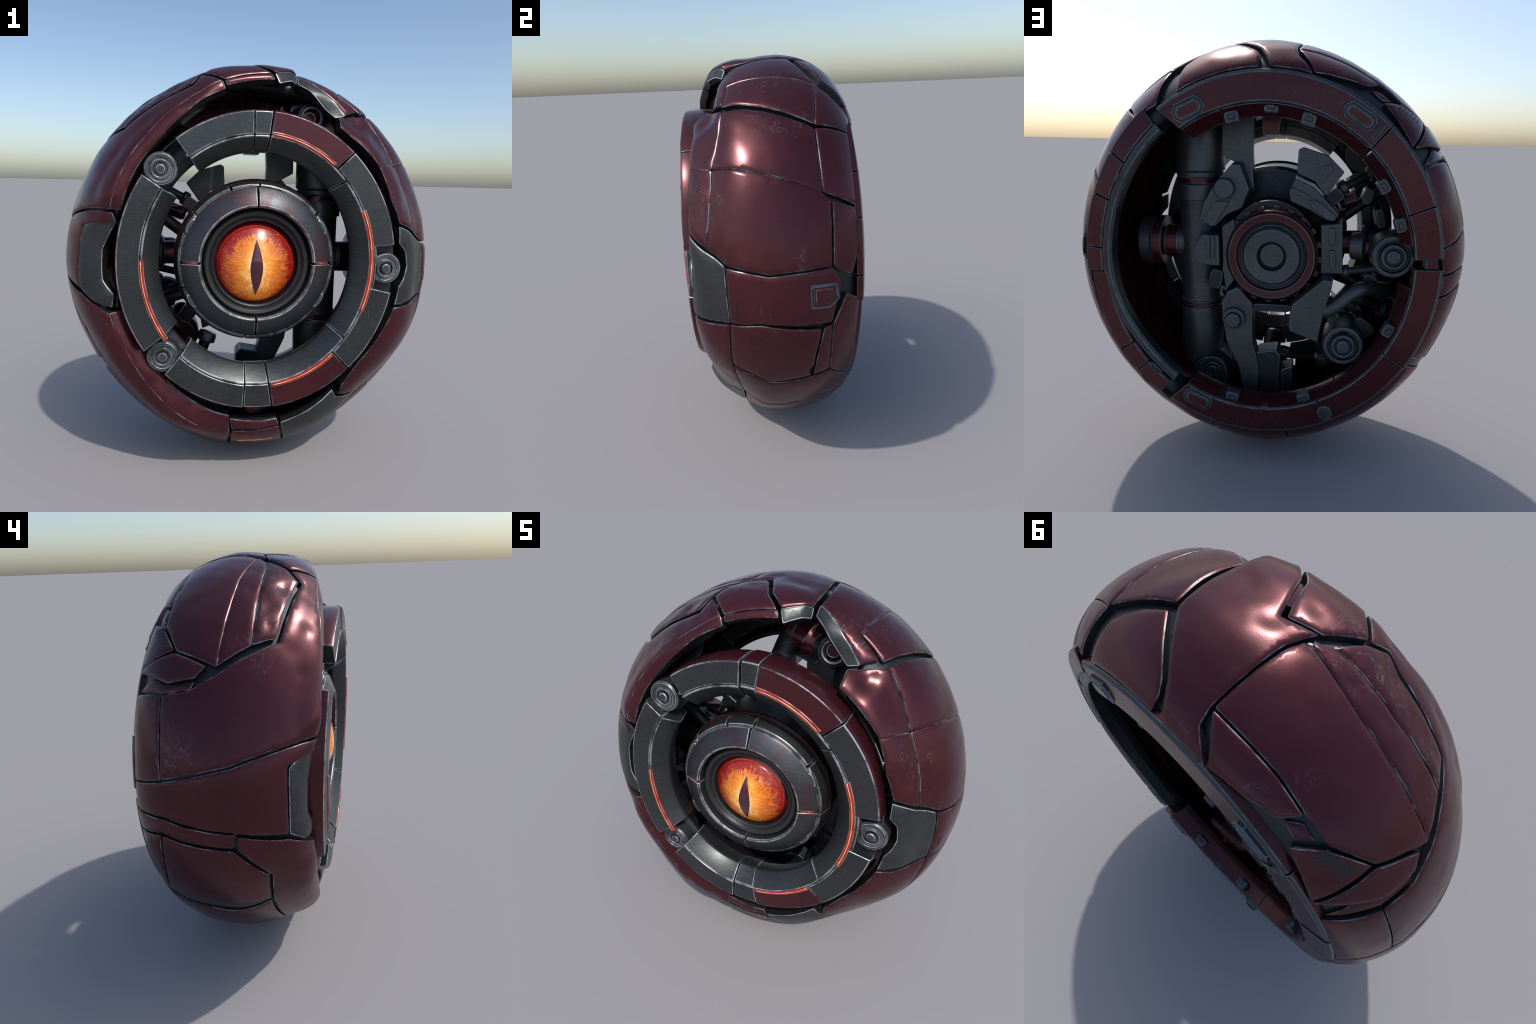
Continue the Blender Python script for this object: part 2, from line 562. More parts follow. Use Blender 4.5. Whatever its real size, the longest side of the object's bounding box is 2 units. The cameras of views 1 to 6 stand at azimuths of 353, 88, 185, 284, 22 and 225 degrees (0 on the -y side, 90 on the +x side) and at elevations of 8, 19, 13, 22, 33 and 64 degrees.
panel([(-8.2, -43.4), (-6.7, -21.2), (-8.8, 20.4), (-16.9, 16.8), (-21.8, 15.8), (-22.2, 12.2), (-24.4, 12.6), (-25.5, 14.6), (-27.9, -15.3),
       (-23.3, -43.4)], gap=.0025, gaps={2: W, 3: W, 4: .001, 5: .001, 6: .001})
panel([(-8.8, 21), (-8, 27.4), (-25, 27.6), (-25.5, 15.2), (-16.9, 17.6)], gaps={1: T})
panel([(-8, 27.7), (-0.1, 38.1), (-3.4, 51.5), (-37, 51.5), (-25.2, 28)], gaps={0: W, 4: T})
panel([(-24, -43.4), (-28, -15.3), (-25.3, 28), (-37, 51.5), (-46.5, 51.5), (-38.8, 25.8), (-43.5, -10.2), (-44.5, -41.2)], gap=.0022)
# underside
panel([(-44.6, -40.6), (-43.6, -10.2), (-39, 26), (-46.7, 51.5), (-56, 54), (-72.5, 57), (-75.2, 9.7), (-79, -34), (-60, -38)])
panel([(-79.2, -34), (-75.4, 9.7), (-72.7, 57), (-92.1, 57), (-98.2, 57), (-97.4, -34)])
panel([(-56.2, -70), (-46, -42), (-60, -38.4), (-78.8, -34.4), (-80.2, -70.5), (-80.4, -74), (-55.6, -78)], 'trim_plate', gap=.0025, mats=G3,
      thick=.05)
panel([(-80.8, -71), (-79.4, -34.4), (-97.4, -34.4), (-98.8, -67)], thick=.05, gap=.0025)
panel([(-80.8, -71.2), (-98.8, -67.4), (-100.6, -75.5), (-81.4, -76)], gap=.0008, tops=[-.006, -.006, -.02, -.02], thick=.04, pillow=0, dent=.008)
panel([(-98, -34.4), (-98.5, 57), (-122.8, 57), (-146.6, 57), (-147, 12), (-145.8, -12.4), (-147, -41), (-129, -42)], gap=.0025)
panel([(210.4, 39.4), (209.3, 13.5), (210.4, -12.6), (211.4, -41), (213.2, -41), (213, 14.1), (213.4, 57), (209.8, 57)], 'trim_plate',
      gap=.001, mats=G3, top=-.008)
# crown plates
panel([(78.9, 12.3), (78.1, -10), (78, -36.8), (85.6, -46.6), (89.8, -37.5), (93.8, -16.1), (97.1, -18.5), (101.1, -21.8), (99.7, -14.8),
       (98.8, -6.2), (98.4, 13.1), (98, 35.2), (98.6, 44), (104.3, 57), (91, 57), (87.8, 40)],
      gap=.002, gaps={0: W, 1: W, 2: .0006, 3: W, 4: W, 14: W, 15: W}, top=.003, thick=.035, dent=.004)
panel([(85.6, -46.8), (78, -37), (77.6, -43), (83.8, -54)], 'trim_plate', gap=.0006, mats=G3, tops=[-.004, -.004, -.03, -.03], thick=.03,
      pillow=0, bev=.002)
panel([(94.4, -17.2), (90.4, -38.3), (86.2, -47.4), (101.4, -54.4), (107, -38.6), (101.3, -22.6)], gap=.002,
      gaps={0: W, 1: W, 2: .0006, 3: W, 4: W, 5: W}, thick=.03, dent=.004)
panel([(86.2, -47.6), (101.4, -54.6), (101, -58), (85.2, -52)], gap=.0008, tops=[-.004, -.004, -.018, -.018], thick=.035, pillow=0)
panel([(60.8, 57), (65, 33.4), (72.4, 22.2), (78, 15.6), (87.2, 41.5), (88.2, 47.3), (87.6, 57)], gap=.003, gaps={3: W, 4: W})
# left shoulder: big dented dome in three strips, framed by a wrap-round front plate
panel([(98.3, 35), (98.6, 13.1), (99.1, -6.2), (100, -15.3), (103.1, -15.3), (115.5, -11.4), (125.9, -10.7), (144.3, -9.2), (143.3, -2.5),
       (139.6, 21.3), (130.8, 35), (123, 35.4), (114.4, 34)], gap=.0022, gaps={3: T, 4: T, 5: T, 6: T, 8: W, 9: W}, dent=.004)
panel([(100, -15.3), (103.8, -15.3), (115.5, -11.4), (125.9, -10.7), (144.3, -9.2), (138.1, -28), (123.2, -27.2), (107.9, -25.2), (103.4, -22.2)],
      gap=T, gaps={4: W, 8: .0022}, dent=.005)
panel([(103.4, -22.2), (107.9, -25.2), (123.2, -27.2), (138.1, -28), (134.5, -41.9), (110.9, -47), (107.4, -37.8)], gap=T,
      gaps={3: W, 4: W, 5: W, 6: .003}, dent=.009)
panel([(107.4, -39), (110.6, -48.4), (135, -43), (139.4, -29.6), (145.8, -9.4), (149.8, 7.9), (150.6, 26.7), (170.9, 25),
       (166.8, -19.5), (158, -73), (153.9, -72.2), (145, -69.9), (138.4, -68.1), (129.6, -66.4), (122, -63.5), (114.5, -60.4), (108, -57.5),
       (102, -54.4)],
      gap=.0022, gaps={0: W, 1: W, 2: W, 3: W, 16: -.002, 17: W, 6: T, 9: -.002, 10: -.002, 11: -.002, 12: -.002, 13: -.002, 14: -.002, 15: -.002},
      thick=.05, dent=.003)
panel([(157.8, -73.2), (153.9, -72.4), (145, -70.1), (138.4, -68.3), (129.6, -66.6), (122, -63.7), (114.5, -60.6), (108, -57.7), (102, -54.8),
       (101.4, -60), (108.4, -63.5), (118, -68.6), (127.4, -72.4), (142.4, -75.4), (152.3, -78), (156.6, -79)], 'rim_lip', gap=.0006, gaps={i: -.003 for i in range(8)},
      tops=[-.003] * 9 + [-.022] * 7, thick=.04, pillow=0, bev=.003)
panel([(98.3, 35.4), (114.4, 34.4), (123, 35.8), (120.3, 46.3), (113, 52), (104.6, 56)], gap=.0022, gaps={0: .0028, 1: .0028})
panel([(126.4, 50.1), (130.8, 36.6), (139.3, 22.2), (140.2, 36.5), (141.6, 57)], gap=.0022)
panel([(142, 57), (140.7, 37), (139.9, 21.8), (144, -2.5), (147.2, 4.2), (148, 22.7), (146, 35.2)], gap=.0022, top=.004)
panel([(145.6, 36.2), (148.3, 22.7), (147.4, 4.2), (149.6, 7.5), (150.3, 27.3), (147.8, 57)], 'trim_plate', gap=.0016, top=-.010)
panel([(148.3, 57), (150.8, 27.2), (170.9, 25.3), (173.4, 57), (163.3, 60)], gap=.0018, gaps={0: .004, 1: T})
panel([(171.2, 25), (167, -19.5), (158.4, -74), (162.4, -74.5), (166.7, -54), (185.5, -54.8), (182.8, -22.8), (180.4, 25.7), (181.8, 57),
       (175.5, 60), (173.6, 57)], gap=.002, gaps={0: W, 1: W, 4: T, 6: .003, 7: .003})
panel([(158.2, -75), (160, -71), (166.8, -54.4), (185.6, -55), (189.8, -66), (193.2, -77), (188.2, -80), (182.6, -73.5), (172, -73), (166, -76),
       (161.5, -78)], 'trim_plate', gap=.0016, mats=G3, tops=[.002] * 5 + [-.02] * 6, thick=.05, corner=.006)
panel([(182, 57), (180.7, 25.7), (183.1, -22.3), (187.2, -21), (185.2, 27.8), (188.8, 57)], gap=.0024)
panel([(183.5, -23.4), (187.2, -55), (190.6, -66), (194.2, -75), (208.6, -76.6), (225.4, -73.4), (239.7, -69.7), (250.8, -66), (260.6, -64.5),
       (262.1, -35), (231, -42.4), (213.6, -42.2), (199, -43.6), (187.6, -23)], gap=.0022, gaps={10: W, 11: W, 12: W, 13: W, 3: -.002, 4: -.002,
       5: -.002, 6: -.002, 7: -.002}, thick=.05)
panel([(194.4, -75.2), (208.6, -76.8), (225.4, -73.6), (239.7, -69.9), (250.8, -66.2), (260.6, -64.7), (259.4, -76), (252.7, -77), (242.1, -79.8),
       (228.9, -82), (210.5, -83.6), (195, -82.5)], 'rim_lip', gap=.0006, gaps={i: -.003 for i in range(5)}, tops=[-.003] * 6 + [-.04] * 6, thick=.04, pillow=0, bev=.003, dent=.006)
panel([(185.7, 28.3), (187.8, -21), (198.4, -42), (211, -41), (210, -12.6), (208.9, 13.5), (210, 38.8)], gap=.0025)
panel([(189.2, 57), (185.7, 29), (210, 39.6), (209.4, 57)], gap=.0022)

panel([(-82.5, -58), (-82.3, -56.6), (-96.4, -54.6), (-96.6, -56)], 'glow_groove', gap=.0002, mats=('glowedge', 'wred', 'glowedge'), top=.001, thick=.02,
      bev=.001, pillow=0, corner=.003, spacing=.01)
panel([(-83.4, -57.4), (-83.3, -56.8), (-95.6, -55), (-95.7, -55.6)], 'glow_strip', gap=.0001, mats=('glow', 'glow', 'glow'), top=.003, thick=.02,
      bev=.001, pillow=0, corner=.002, spacing=.01)
# recessed hatch and its lug behind the left dome; ribbed grille on the leaf plate
panel([(121.4, 45.3), (124.2, 38.6), (128.4, 39.1), (125.9, 46.8)], 'hatch_cover', gap=.001, top=-.013, thick=.02, pillow=.002, spacing=.01)
for k in range(6):
    t = 131.3 + k * 1.25
    panel([(t - .8, 45.4 - 1.3 * k), (t + .1, 44.4 - 1.3 * k), (t + .3, 35.2 - 1.2 * k), (t - .6, 36.2 - 1.2 * k)], 'grille_rib', gap=.0006,
          mats=('black', 'dark', 'black'), top=.0025, thick=.02, bev=.003, pillow=0, corner=.003, spacing=.01)


def frame_loop(pts, w, top, name, mats=('dark', 'wback', 'dark')):
    """a narrow raised band along a closed outline on the tyre"""
    n = len(pts)
    cx, cy = sum(p[0] for p in pts) / n, sum(p[1] for p in pts) / n
    for i in range(n):
        a, b = pts[i], pts[(i + 1) % n]
        k = 1 - w
        q = [a, b, (cx + (b[0] - cx) * k, cy + (b[1] - cy) * k), (cx + (a[0] - cx) * k, cy + (a[1] - cy) * k)]
        panel(q, name, gap=.0003, mats=mats, top=top, thick=.015, bev=.002, pillow=0, corner=.002, spacing=.012)


frame_loop([(3.6, 11.7), (3.4, 30), (-1, 32), (-3, 25.3), (-2.6, 11.7)], .22, .003, 'hatch_frame')
panel([(2.5, 14.7), (2.2, 27.5), (-0.6, 28.8), (-1.9, 23.4), (-1.6, 14.7)], 'hatch_cover', gap=.001, top=.005, thick=.02, pillow=.001)
panel([(-1.4, -37.9), (-1.5, -36.5), (-4.4, -36.5), (-4.3, -37.9)], 'slot', gap=.0002, mats=('black', 'black', 'black'), top=.002, thick=.01,
      bev=.001, pillow=0, corner=.004, spacing=.01)

# ------------------------------------------------------------------ back flange


def on_flange(s, y, a):
    k = smooth((.25 - sin(rad(a))) / 1.25)
    if s < .69:          # the inner band flares outwards at the bottom
        s += .030 * k * (.69 - s) / .06
    s += .014 * k
    return Vector((CX + SQ * s * cos(rad(a)), y - .018 + .009 * abs(cos(rad(a))) ** 2, CZ + s * sin(rad(a))))


OUTER = [(.826, .36), (.823, .398), (.809, .409), (.695, .419), (.6895, .414), (.6895, .34), (.81, .33)]
INNER = [(.6885, .412), (.684, .4155), (.650, .374), (.634, .350), (.634, .31), (.65, .30), (.6885, .33)]
FM = ('redflat', 'grey', 'wback')
tip = lambda s: ((.70 - s) * 25, 0)
tail = lambda s: (0, (s - .70) * 20)
for a0, a1, sk, dy in ((56, 132.4, tip, 0), (132.9, 160, None, -.003), (160.3, 176.3, None, .003), (179.9, 214, None, 0), (214.3, 247, None, -.004),
                       (247.4, 302, tail, .001)):
    band('flange_plate', [(s, y + dy) for s, y in OUTER], a0, a1, on_flange, FM, [0, 1, 0, 0, 1, 1, 1], bevel=.003, wear='wback', skew=sk)
for a0, a1, sk in ((56, 73, tip), (73.4, 107, None), (107.4, 131.6, None), (133.4, 171, None), (187, 238, None), (238.5, 252, None),
                   (252.4, 286.6, None), (287, 302, tail)):
    band('flange_plate', INNER, a0, a1, on_flange, FM, bevel=.003, wear='wback', skew=sk)
band('flange_plate', [(.80, .35), (.798, .398), (.745, .408), (.735, .40), (.735, .35)], 176.5, 179.7, on_flange, FM, bevel=.003, wear='wback')
# narrower flange on the open side
SIDE = [(.868, .345), (.862, .375), (.780, .398), (.772, .390), (.772, .34)]
LIP = [(.778, .392), (.772, .406), (.744, .408), (.730, .398), (.730, .34), (.778, .34)]
for a0, a1 in ((33.5, 49.5), (20, 33), (3.5, 19.5), (-4.5, 3), (-32, -5), (-41, -32.5), (-52, -41.5)):
    o = .03 * smooth((-a0 - 0) / 45)
    band('flange_plate', [(s - o, y + .012) for s, y in SIDE], a0, a1, on_flange, FM, [0, 0, 0, 1, 1], bevel=.003, wear='wback')
band('flange_rim', LIP, -53, 50, lambda s, y, a: on_flange(s - .045 * smooth((-a) / 45), y, a), ('grey', 'grey', 'wback'), bevel=.004,
     wear='wback')


def flange_box(name, a, s, w, h, t, mats, y=None, rot=0.0, taper=.86, bevel=.004, corner=.3):
    """small bevelled block on the flange at angle a, radius s; w along the rim, h across it"""
    y0 = on_flange(s, .41 if y is None else y, a).y
    r, d = Vector((SQ * cos(rad(a)), 0, sin(rad(a)))).normalized(), Vector((-sin(rad(a)), 0, cos(rad(a)))).normalized()
    q, e = r * cos(rot) + d * sin(rot), d * cos(rot) - r * sin(rot)
    c = on_flange(s, 0, a)
    k = corner * min(w, h)
    out = []
    for sx, sy in ((1, 1), (-1, 1), (-1, -1), (1, -1)):
        p = [(sx * w / 2, sy * (h / 2 - k)), (sx * (w / 2 - k), sy * h / 2)]
        out += p if sx * sy > 0 else p[::-1]
    poly = [(c + e * u + q * v) for u, v in out]
    return plate(name, [(p.x, p.z) for p in poly], y0 - .02, y0 + t, mats, bevel, 'wback', taper=taper)


for a, s in ((76.2, .646), (92, .672), (107, .652), (146.5, .640), (163, .648), (206, .640), (252.4, .650), (283, .646)):
    flange_box('latch_clip', a, s, .070, .054, .018, ('steel',), corner=.16, y=.385)
    flange_box('latch_emboss', a, s, .044, .030, .022, ('dark',), bevel=.002, corner=.1, y=.385)
    flange_box('latch_emboss', a, s, .028, .014, .026, ('steel',), bevel=.002, corner=.1, y=.385)
for a, s, w, h, rot in ((62.2, .738, .165, .098, .05), (122.8, .757, .175, .088, 0), (-64.5, .735, .165, .095, 0)):
    flange_box('hatch_frame', a, s, w, h, .012, ('dark',), rot=rot)
    flange_box('hatch_frame', a, s, w - .03, h - .030, .014, ('steel',), rot=rot)
    flange_box('hatch_cover', a, s, w - .045, h - .044, .018, ('redflat',), rot=rot)
flange_box('hatch_frame', 130.5, .755, .022, .085, .014, ('dark',))
flange_box('vent_block', -113.8, .76, .075, .085, .016, ('steel',))
for k in (-.017, 0, .017):
    flange_box('vent_slat', -113.8 + k * 75, .76, .008, .055, .022, ('black',), bevel=.001)
flange_box('label_plate', -91.1, .68, .042, .018, .012, ('steel',), bevel=.002)
for a, s, w in ((28, .765, .05), (-45, .745, .075)):
    flange_box('recess_block', a, s, w, .03, .006, ('dark',), y=.405)

# ------------------------------------------------------------------ front ring
RCO, RRO, RCI, RRI = (-.004, 1.060), (.632, .678), (-.013, 1.0715), (.443, .4925)


def on_ring(s, y, a):
    c, d = cos(rad(a)), sin(rad(a))
    o = Vector((RCO[0] + RRO[0] * c, 0, RCO[1] + RRO[1] * d))
    i = Vector((RCI[0] + RRI[0] * c, 0, RCI[1] + RRI[1] * d))
    p = i + (o - i) * s
    return Vector((p.x, y - .003 * max(0, d) - .003 * max(0, c), p.z))


RING_OUT = [(1.0, -.398), (1.05, -.380), (1.06, -.29), (1.02, -.25), (.44, -.25), (.42, -.390), (.44, -.404)]
RING_IN = [(.42, -.404), (.38, -.407), (.02, -.347), (.0, -.337), (.0, -.325), (.12, -.25), (.42, -.245)]
RM = ('grey', 'red', 'wgrey')
rm_grey = [1, 1, 1, 0, 0, 0, 0]
rm_red = [1, 1, 1, 0, 0, 0, 1]


def ring_piece(a0, a1, red=False, inner=True, outer=True, dy=0.0, wear=None):
    if outer:
        band('ring_segment', [(s, y + dy) for s, y in RING_OUT], a0, a1, on_ring, ('grey', 'red', 'wgrey'),
             rm_red if red else rm_grey, wear=wear or 'wgrey')
    if inner:
        band('ring_segment', [(s, y + dy) for s, y in RING_IN], a0, a1, on_ring, ('grey', 'wgrey'), wear='wgrey')


ring_piece(93.3, 126)
ring_piece(85.6, 92.8, dy=.010)
ring_piece(48.9, 85.1, red=True, inner=False, wear='wred')
ring_piece(42, 85.1, outer=False)
ring_piece(8.2, 48.4, inner=False)
ring_piece(-46.4, -11, inner=False)
band('ring_segment', [(.56, -.398), (.60, -.385), (.60, -.26), (.44, -.25), (.42, -.390), (.44, -.404)], -11.3, 8.5, on_ring, ('grey', 'wgrey'), wear='wgrey')
band('pivot_seat', [(.60, -.350), (1.06, -.350), (1.06, -.27), (.60, -.27)], -11.2, 8.4, on_ring, ('dark', 'wback'), wear='wback')
ring_piece(-37.6, 41.5, outer=False)
ring_piece(-83, -46.9, red=True, inner=False, wear='wred')
ring_piece(-83, -38.1, outer=False)
ring_piece(-95.5, -83.5, dy=.008)
ring_piece(-132, -96)
ring_piece(144.5, 215.5)
# dark hinge blocks bridging the two joints, and a rail under the whole ring
band('ring_rail', [(.9, -.30), (.9, -.26), (.25, -.26), (.25, -.30)], 0, 360, on_ring, ('dark', 'dark'), bevel=0, caps=False)

for s, a0, a1 in ((.44, 51.5, 84), (.44, -81.5, -48.5), (.43, -22, 25), (.40, 179, 217)):
    band('glow_groove', [(s - .075, -.402), (s - .062, -.4075), (s + .062, -.4075), (s + .075, -.402), (s + .06, -.38), (s - .06, -.38)], a0 - .6,
         a1 + .6, on_ring, ('glowedge', 'wgrey'), bevel=.002)
    band('glow_strip', [(s - .026, -.406), (s - .010, -.4115), (s + .010, -.4115), (s + .026, -.406), (s + .02, -.38), (s - .02, -.38)], a0, a1,
         on_ring, ('glow', 'glowedge'), [1, 0, 1, 1, 1, 1], bevel=0, wear=None)

BOLT = [(0, .016), (.019, .016), (.022, .012), (.024, -.004), (.032, -.004), (.034, .010), (.042, .012), (.045, .002), (.052, .002), (.055, .010),
        (.068, .010), (.075, .002), (.077, -.02), (.079, -.10), (0, -.10)]
for x, z, y in ((-.443, 1.480, -.356), (.597, 1.043, -.368), (-.439, .629, -.358)):
    lathe('bolt', BOLT, (x, y, z), mats=('steel', 'black'), face_mats=[0, 0, 1, 1, 1, 0, 0, 1, 1, 0, 0, 0, 0, 0], n=40, bevel=.002)
for x, z in ((-.328, 1.538), (-.327, .60)):
    lathe('rivet', [(0, .004), (.007, .003), (.010, -.004), (0, -.01)], (x, -.404, z), mats=('steel',), n=16, bevel=0)

# ------------------------------------------------------------------ hub and eye
HC = (-.010, 1.064)


def on_hub(s, y, a):
    return Vector((HC[0] + s * cos(rad(a)), y, HC[1] + s * sin(rad(a))))


HUB = [(.252, -.335), (.255, -.372), (.264, -.380), (.342, -.346), (.348, -.338), (.348, -.29), (.252, -.29)]
RIM = [(.350, -.336), (.360, -.331), (.374, -.306), (.376, -.27), (.35, -.26)]
for a0, a1 in ((1, 89.3), (90.7, 179), (181, 269.3), (270.7, 359)):
    band('hub_plate', HUB, a0, a1, on_hub, ('grey2', 'grey2', 'wgrey'), bevel=.004)
for a0, a1 in ((-1, 38), (40, 88), (89, 109), (111, 141), (142, 199), (200, 262), (263, 285), (286, 320), (321, 358)):
    band('hub_rim', RIM, a0, a1, on_hub, ('grey', 'wgrey'), bevel=.003)
for a in (0, 180):
    band('glow_strip', [(.27, -.374), (.335, -.347), (.335, -.335), (.27, -.36)], a - .7, a + .7, on_hub, ('glowedge',), bevel=0, step=.5, wear=None)
for a in (29, 151, 211, 329):
    p = on_hub(.346, -.330, a)
    ob = lathe('hub_lug', [(0, .016), (.016, .014), (.024, .004), (.027, -.02), (0, -.02)], (0, 0, 0), mats=('steel',), n=28, bevel=.002)
    ob.location, ob.rotation_euler, ob.scale = p, (0, -rad(a), 0), (.8, 1, 2.1)
# body of the hub behind the face plates
lathe('hub_body', [(0, -.24), (.25, -.24), (.25, -.31), (.34, -.31), (.372, -.275), (.384, -.262), (.384, -.235), (.372, -.225), (.368, .045),
                   (.35, .06), (.25, .08), (.22, .10), (.21, .16), (0, .16)][::-1], (HC[0], 0, HC[1]), axis=(0, 1, 0),
      mats=('dark', 'redflat', 'wback'), face_mats=[0, 0, 0, 0, 0, 0, 0, 1, 1, 0, 0, 0, 0], n=72, bevel=.003, wear='wback')
# stepped black socket
lathe('eye_socket', [(.194, -.30), (.196, -.330), (.205, -.338), (.212, -.330), (.222, -.345), (.236, -.350), (.246, -.340), (.251, -.30)],
      (HC[0], 0, HC[1] - .004), axis=(0, 1, 0), mats=('black',), n=72, bevel=.002, wear=None)
EYE = (HC[0] - .004, -.302, HC[1] - .006)
IRIS_H = .070


def iris_material():
    n = N('fiery_iris')
    sep = n.node('ShaderNodeSeparateXYZ')
    n.t.links.new(n.tc, sep.inputs[0])
    x, z = sep.outputs[0], sep.outputs[2]
    flat = n.node('ShaderNodeCombineXYZ', X=x, Y=0.0, Z=z)
    ln = n.node('ShaderNodeVectorMath', operation='LENGTH')
    n.t.links.new(flat.outputs[0], ln.inputs[0])
    r = n.math('DIVIDE', ln.outputs['Value'], .178)
    nm = n.node('ShaderNodeVectorMath', operation='NORMALIZE')
    n.t.links.new(flat.outputs[0], nm.inputs[0])
    # polar fibres: fine in angle, coarse in radius
    ray = n.node('ShaderNodeVectorMath', operation='MULTIPLY_ADD')
    n.t.links.new(nm.outputs[0], ray.inputs[0])
    ray.inputs[1].default_value = (1, 1, 1)
    rv = n.node('ShaderNodeCombineXYZ', X=0.0, Y=n.math('MULTIPLY', r, .35), Z=0.0)
    n.t.links.new(rv.outputs[0], ray.inputs[2])
    fib = n.noise(17, 7, .75, vec=ray.outputs[0], dist=.9)
    fine = n.noise(46, 4, .7, vec=ray.outputs[0], dist=.5)
    clot = n.noise(24, 5, .7)
    # brightness falls away from the slit rather than from the centre
    e = n.node('ShaderNodeCombineXYZ', X=n.math('MULTIPLY', x, 1.15), Y=0.0, Z=n.math('MULTIPLY', n.math('ADD', z, .02), .72))
    el = n.node('ShaderNodeVectorMath', operation='LENGTH')
    n.t.links.new(e.outputs[0], el.inputs[0])
    q = n.math('DIVIDE', el.outputs['Value'], .178)
    q = n.math('ADD', q, n.math('MULTIPLY', n.math('SUBTRACT', fib, .5), 1.5))
    q = n.math('ADD', q, n.math('MULTIPLY', n.math('SUBTRACT', fine, .5), .8))
    q = n.math('ADD', q, n.math('MULTIPLY', n.math('SUBTRACT', clot, .5), .7))
    col = n.ramp(q, [(.08, (1.0, .80, .50)), (.22, (.96, .46, .11)), (.42, (.86, .27, .014)), (.68, (.62, .13, .006)), (.95, (.34, .05, .004))])
    # blood-red clots round the upper rim and both sides
    f = n.math('ADD', r, n.math('MULTIPLY', z, 1.7))
    f = n.math('ADD', f, n.math('MULTIPLY', n.math('ABSOLUTE', x), 1.3))
    f = n.math('ADD', f, n.math('MULTIPLY', n.math('SUBTRACT', fib, .5), .8))
    f = n.math('ADD', f, n.math('MULTIPLY', n.math('SUBTRACT', n.noise(40, 5, .75), .5), 1.3))
    red = n.ramp(n.math('MULTIPLY', f, .6), [(.575, 0.0), (.655, .95)])
    col = n.mix(red, col, (.26, .003, .006))
    rim = n.ramp(r, [(.975, 0.0), (.987, .5), (1.0, .2)])
    col = n.mix(rim, col, (.75, .16, .03))
    vein = n.ramp(n.noise(52, 5, .7, dist=1.8), [(.60, 0.0), (.70, .55)])
    col = n.mix(vein, col, (.98, .50, .13))
    n.set(Base_Color=col, Roughness=.25, Emission_Color=col, Emission_Strength=.10, Coat_Weight=.4, Coat_Roughness=.04)
    return n.m


def dome(name, r, h, y, c, mats, sx=1.0, rings=14, n=64, lens=None, parent=ROOT):
    """shallow spherical cap facing -y, centred on its own origin"""
    vs, fs = [(0, y - h, 0)], []
    for i in range(1, rings + 1):
        t = i / rings
        for k in range(n):
            a = 2 * pi * k / n
            vs.append((r * t * cos(a), y - h * (1 - t * t), r * t * sin(a)))
    for k in range(n):
        fs.append((0, 1 + k, 1 + (k + 1) % n))
    for i in range(rings - 1):
        for k in range(n):
            a = 1 + i * n + k
            b = 1 + i * n + (k + 1) % n
            fs.append((a, a + n, b + n, b))
    base = 1 + (rings - 1) * n
    m = len(vs)
    vs += [(r * .96 * cos(2 * pi * k / n), y + .03, r * .96 * sin(2 * pi * k / n)) for k in range(n)]
    for k in range(n):
        fs.append((base + k, m + k, m + (k + 1) % n, base + (k + 1) % n))
    fs.append(tuple(range(m, m + n)))
    me = mesh(name, vs, fs)
    fix_normals(me)
    ob = add(name, me, parent, mats)
    ob.location = c
    return ob


n = N('dark_crimson_sclera')
sclera = n.set(Base_Color=n.ramp(n.noise(30, 3, .6), [(.35, (.06, .004, .008)), (.7, (.13, .008, .014))]), Roughness=.12, Coat_Weight=.5)
eye = dome('eyeball', .200, .080, 0, EYE, (sclera,))
iris = dome('iris', .178, IRIS_H, -.0175, (0, 0, 0), (iris_material(),), parent=eye)
n = N('slit_pupil')
pup = n.set(Base_Color=n.ramp(n.noise(22, 3, .6), [(.35, (.045, .004, .012)), (.75, (.09, .008, .02))]), Roughness=.1, Coat_Weight=.7, Coat_Roughness=.04)


def slit(hw, hh, y):
    vs, fs, k = [], [], 24
    for j in range(k + 1):
        t = -1 + 2 * j / k
        w = hw * max(.02, (1 - abs(t) ** 1.6)) 
        zz = hh * t - .016
        for u in (-1, -.5, 0, .5, 1):
            xx = w * u
            rr = (xx * xx + zz * zz) / .178 ** 2
            vs.append((xx, y - IRIS_H * (1 - rr) - .002 * (1 - u * u), zz))
        vs.append((w, y + .01, zz))
        vs.append((-w, y + .01, zz))
    for j in range(k):
        for i in range(7):
            a, b = j * 7 + i, j * 7 + (i + 1) % 7
            fs.append((a, b, b + 7, a + 7))
    fs += [tuple(range(7))[::-1], tuple(range(k * 7, k * 7 + 7))]
    me = mesh('pupil', vs, fs)
    fix_normals(me)
    return add('pupil', me, eye, (pup,))


slit(.029, .131, -.0180)
for a0, a1 in ((26, 54), (120, 160), (196, 262), (280, 334)):
    band('inner_collar', [(1.06, -.27), (1.30, -.20), (1.34, -.14), (1.06, -.20)], a0, a1, on_ring, ('black', 'dark'), bevel=.006, wear='dark')

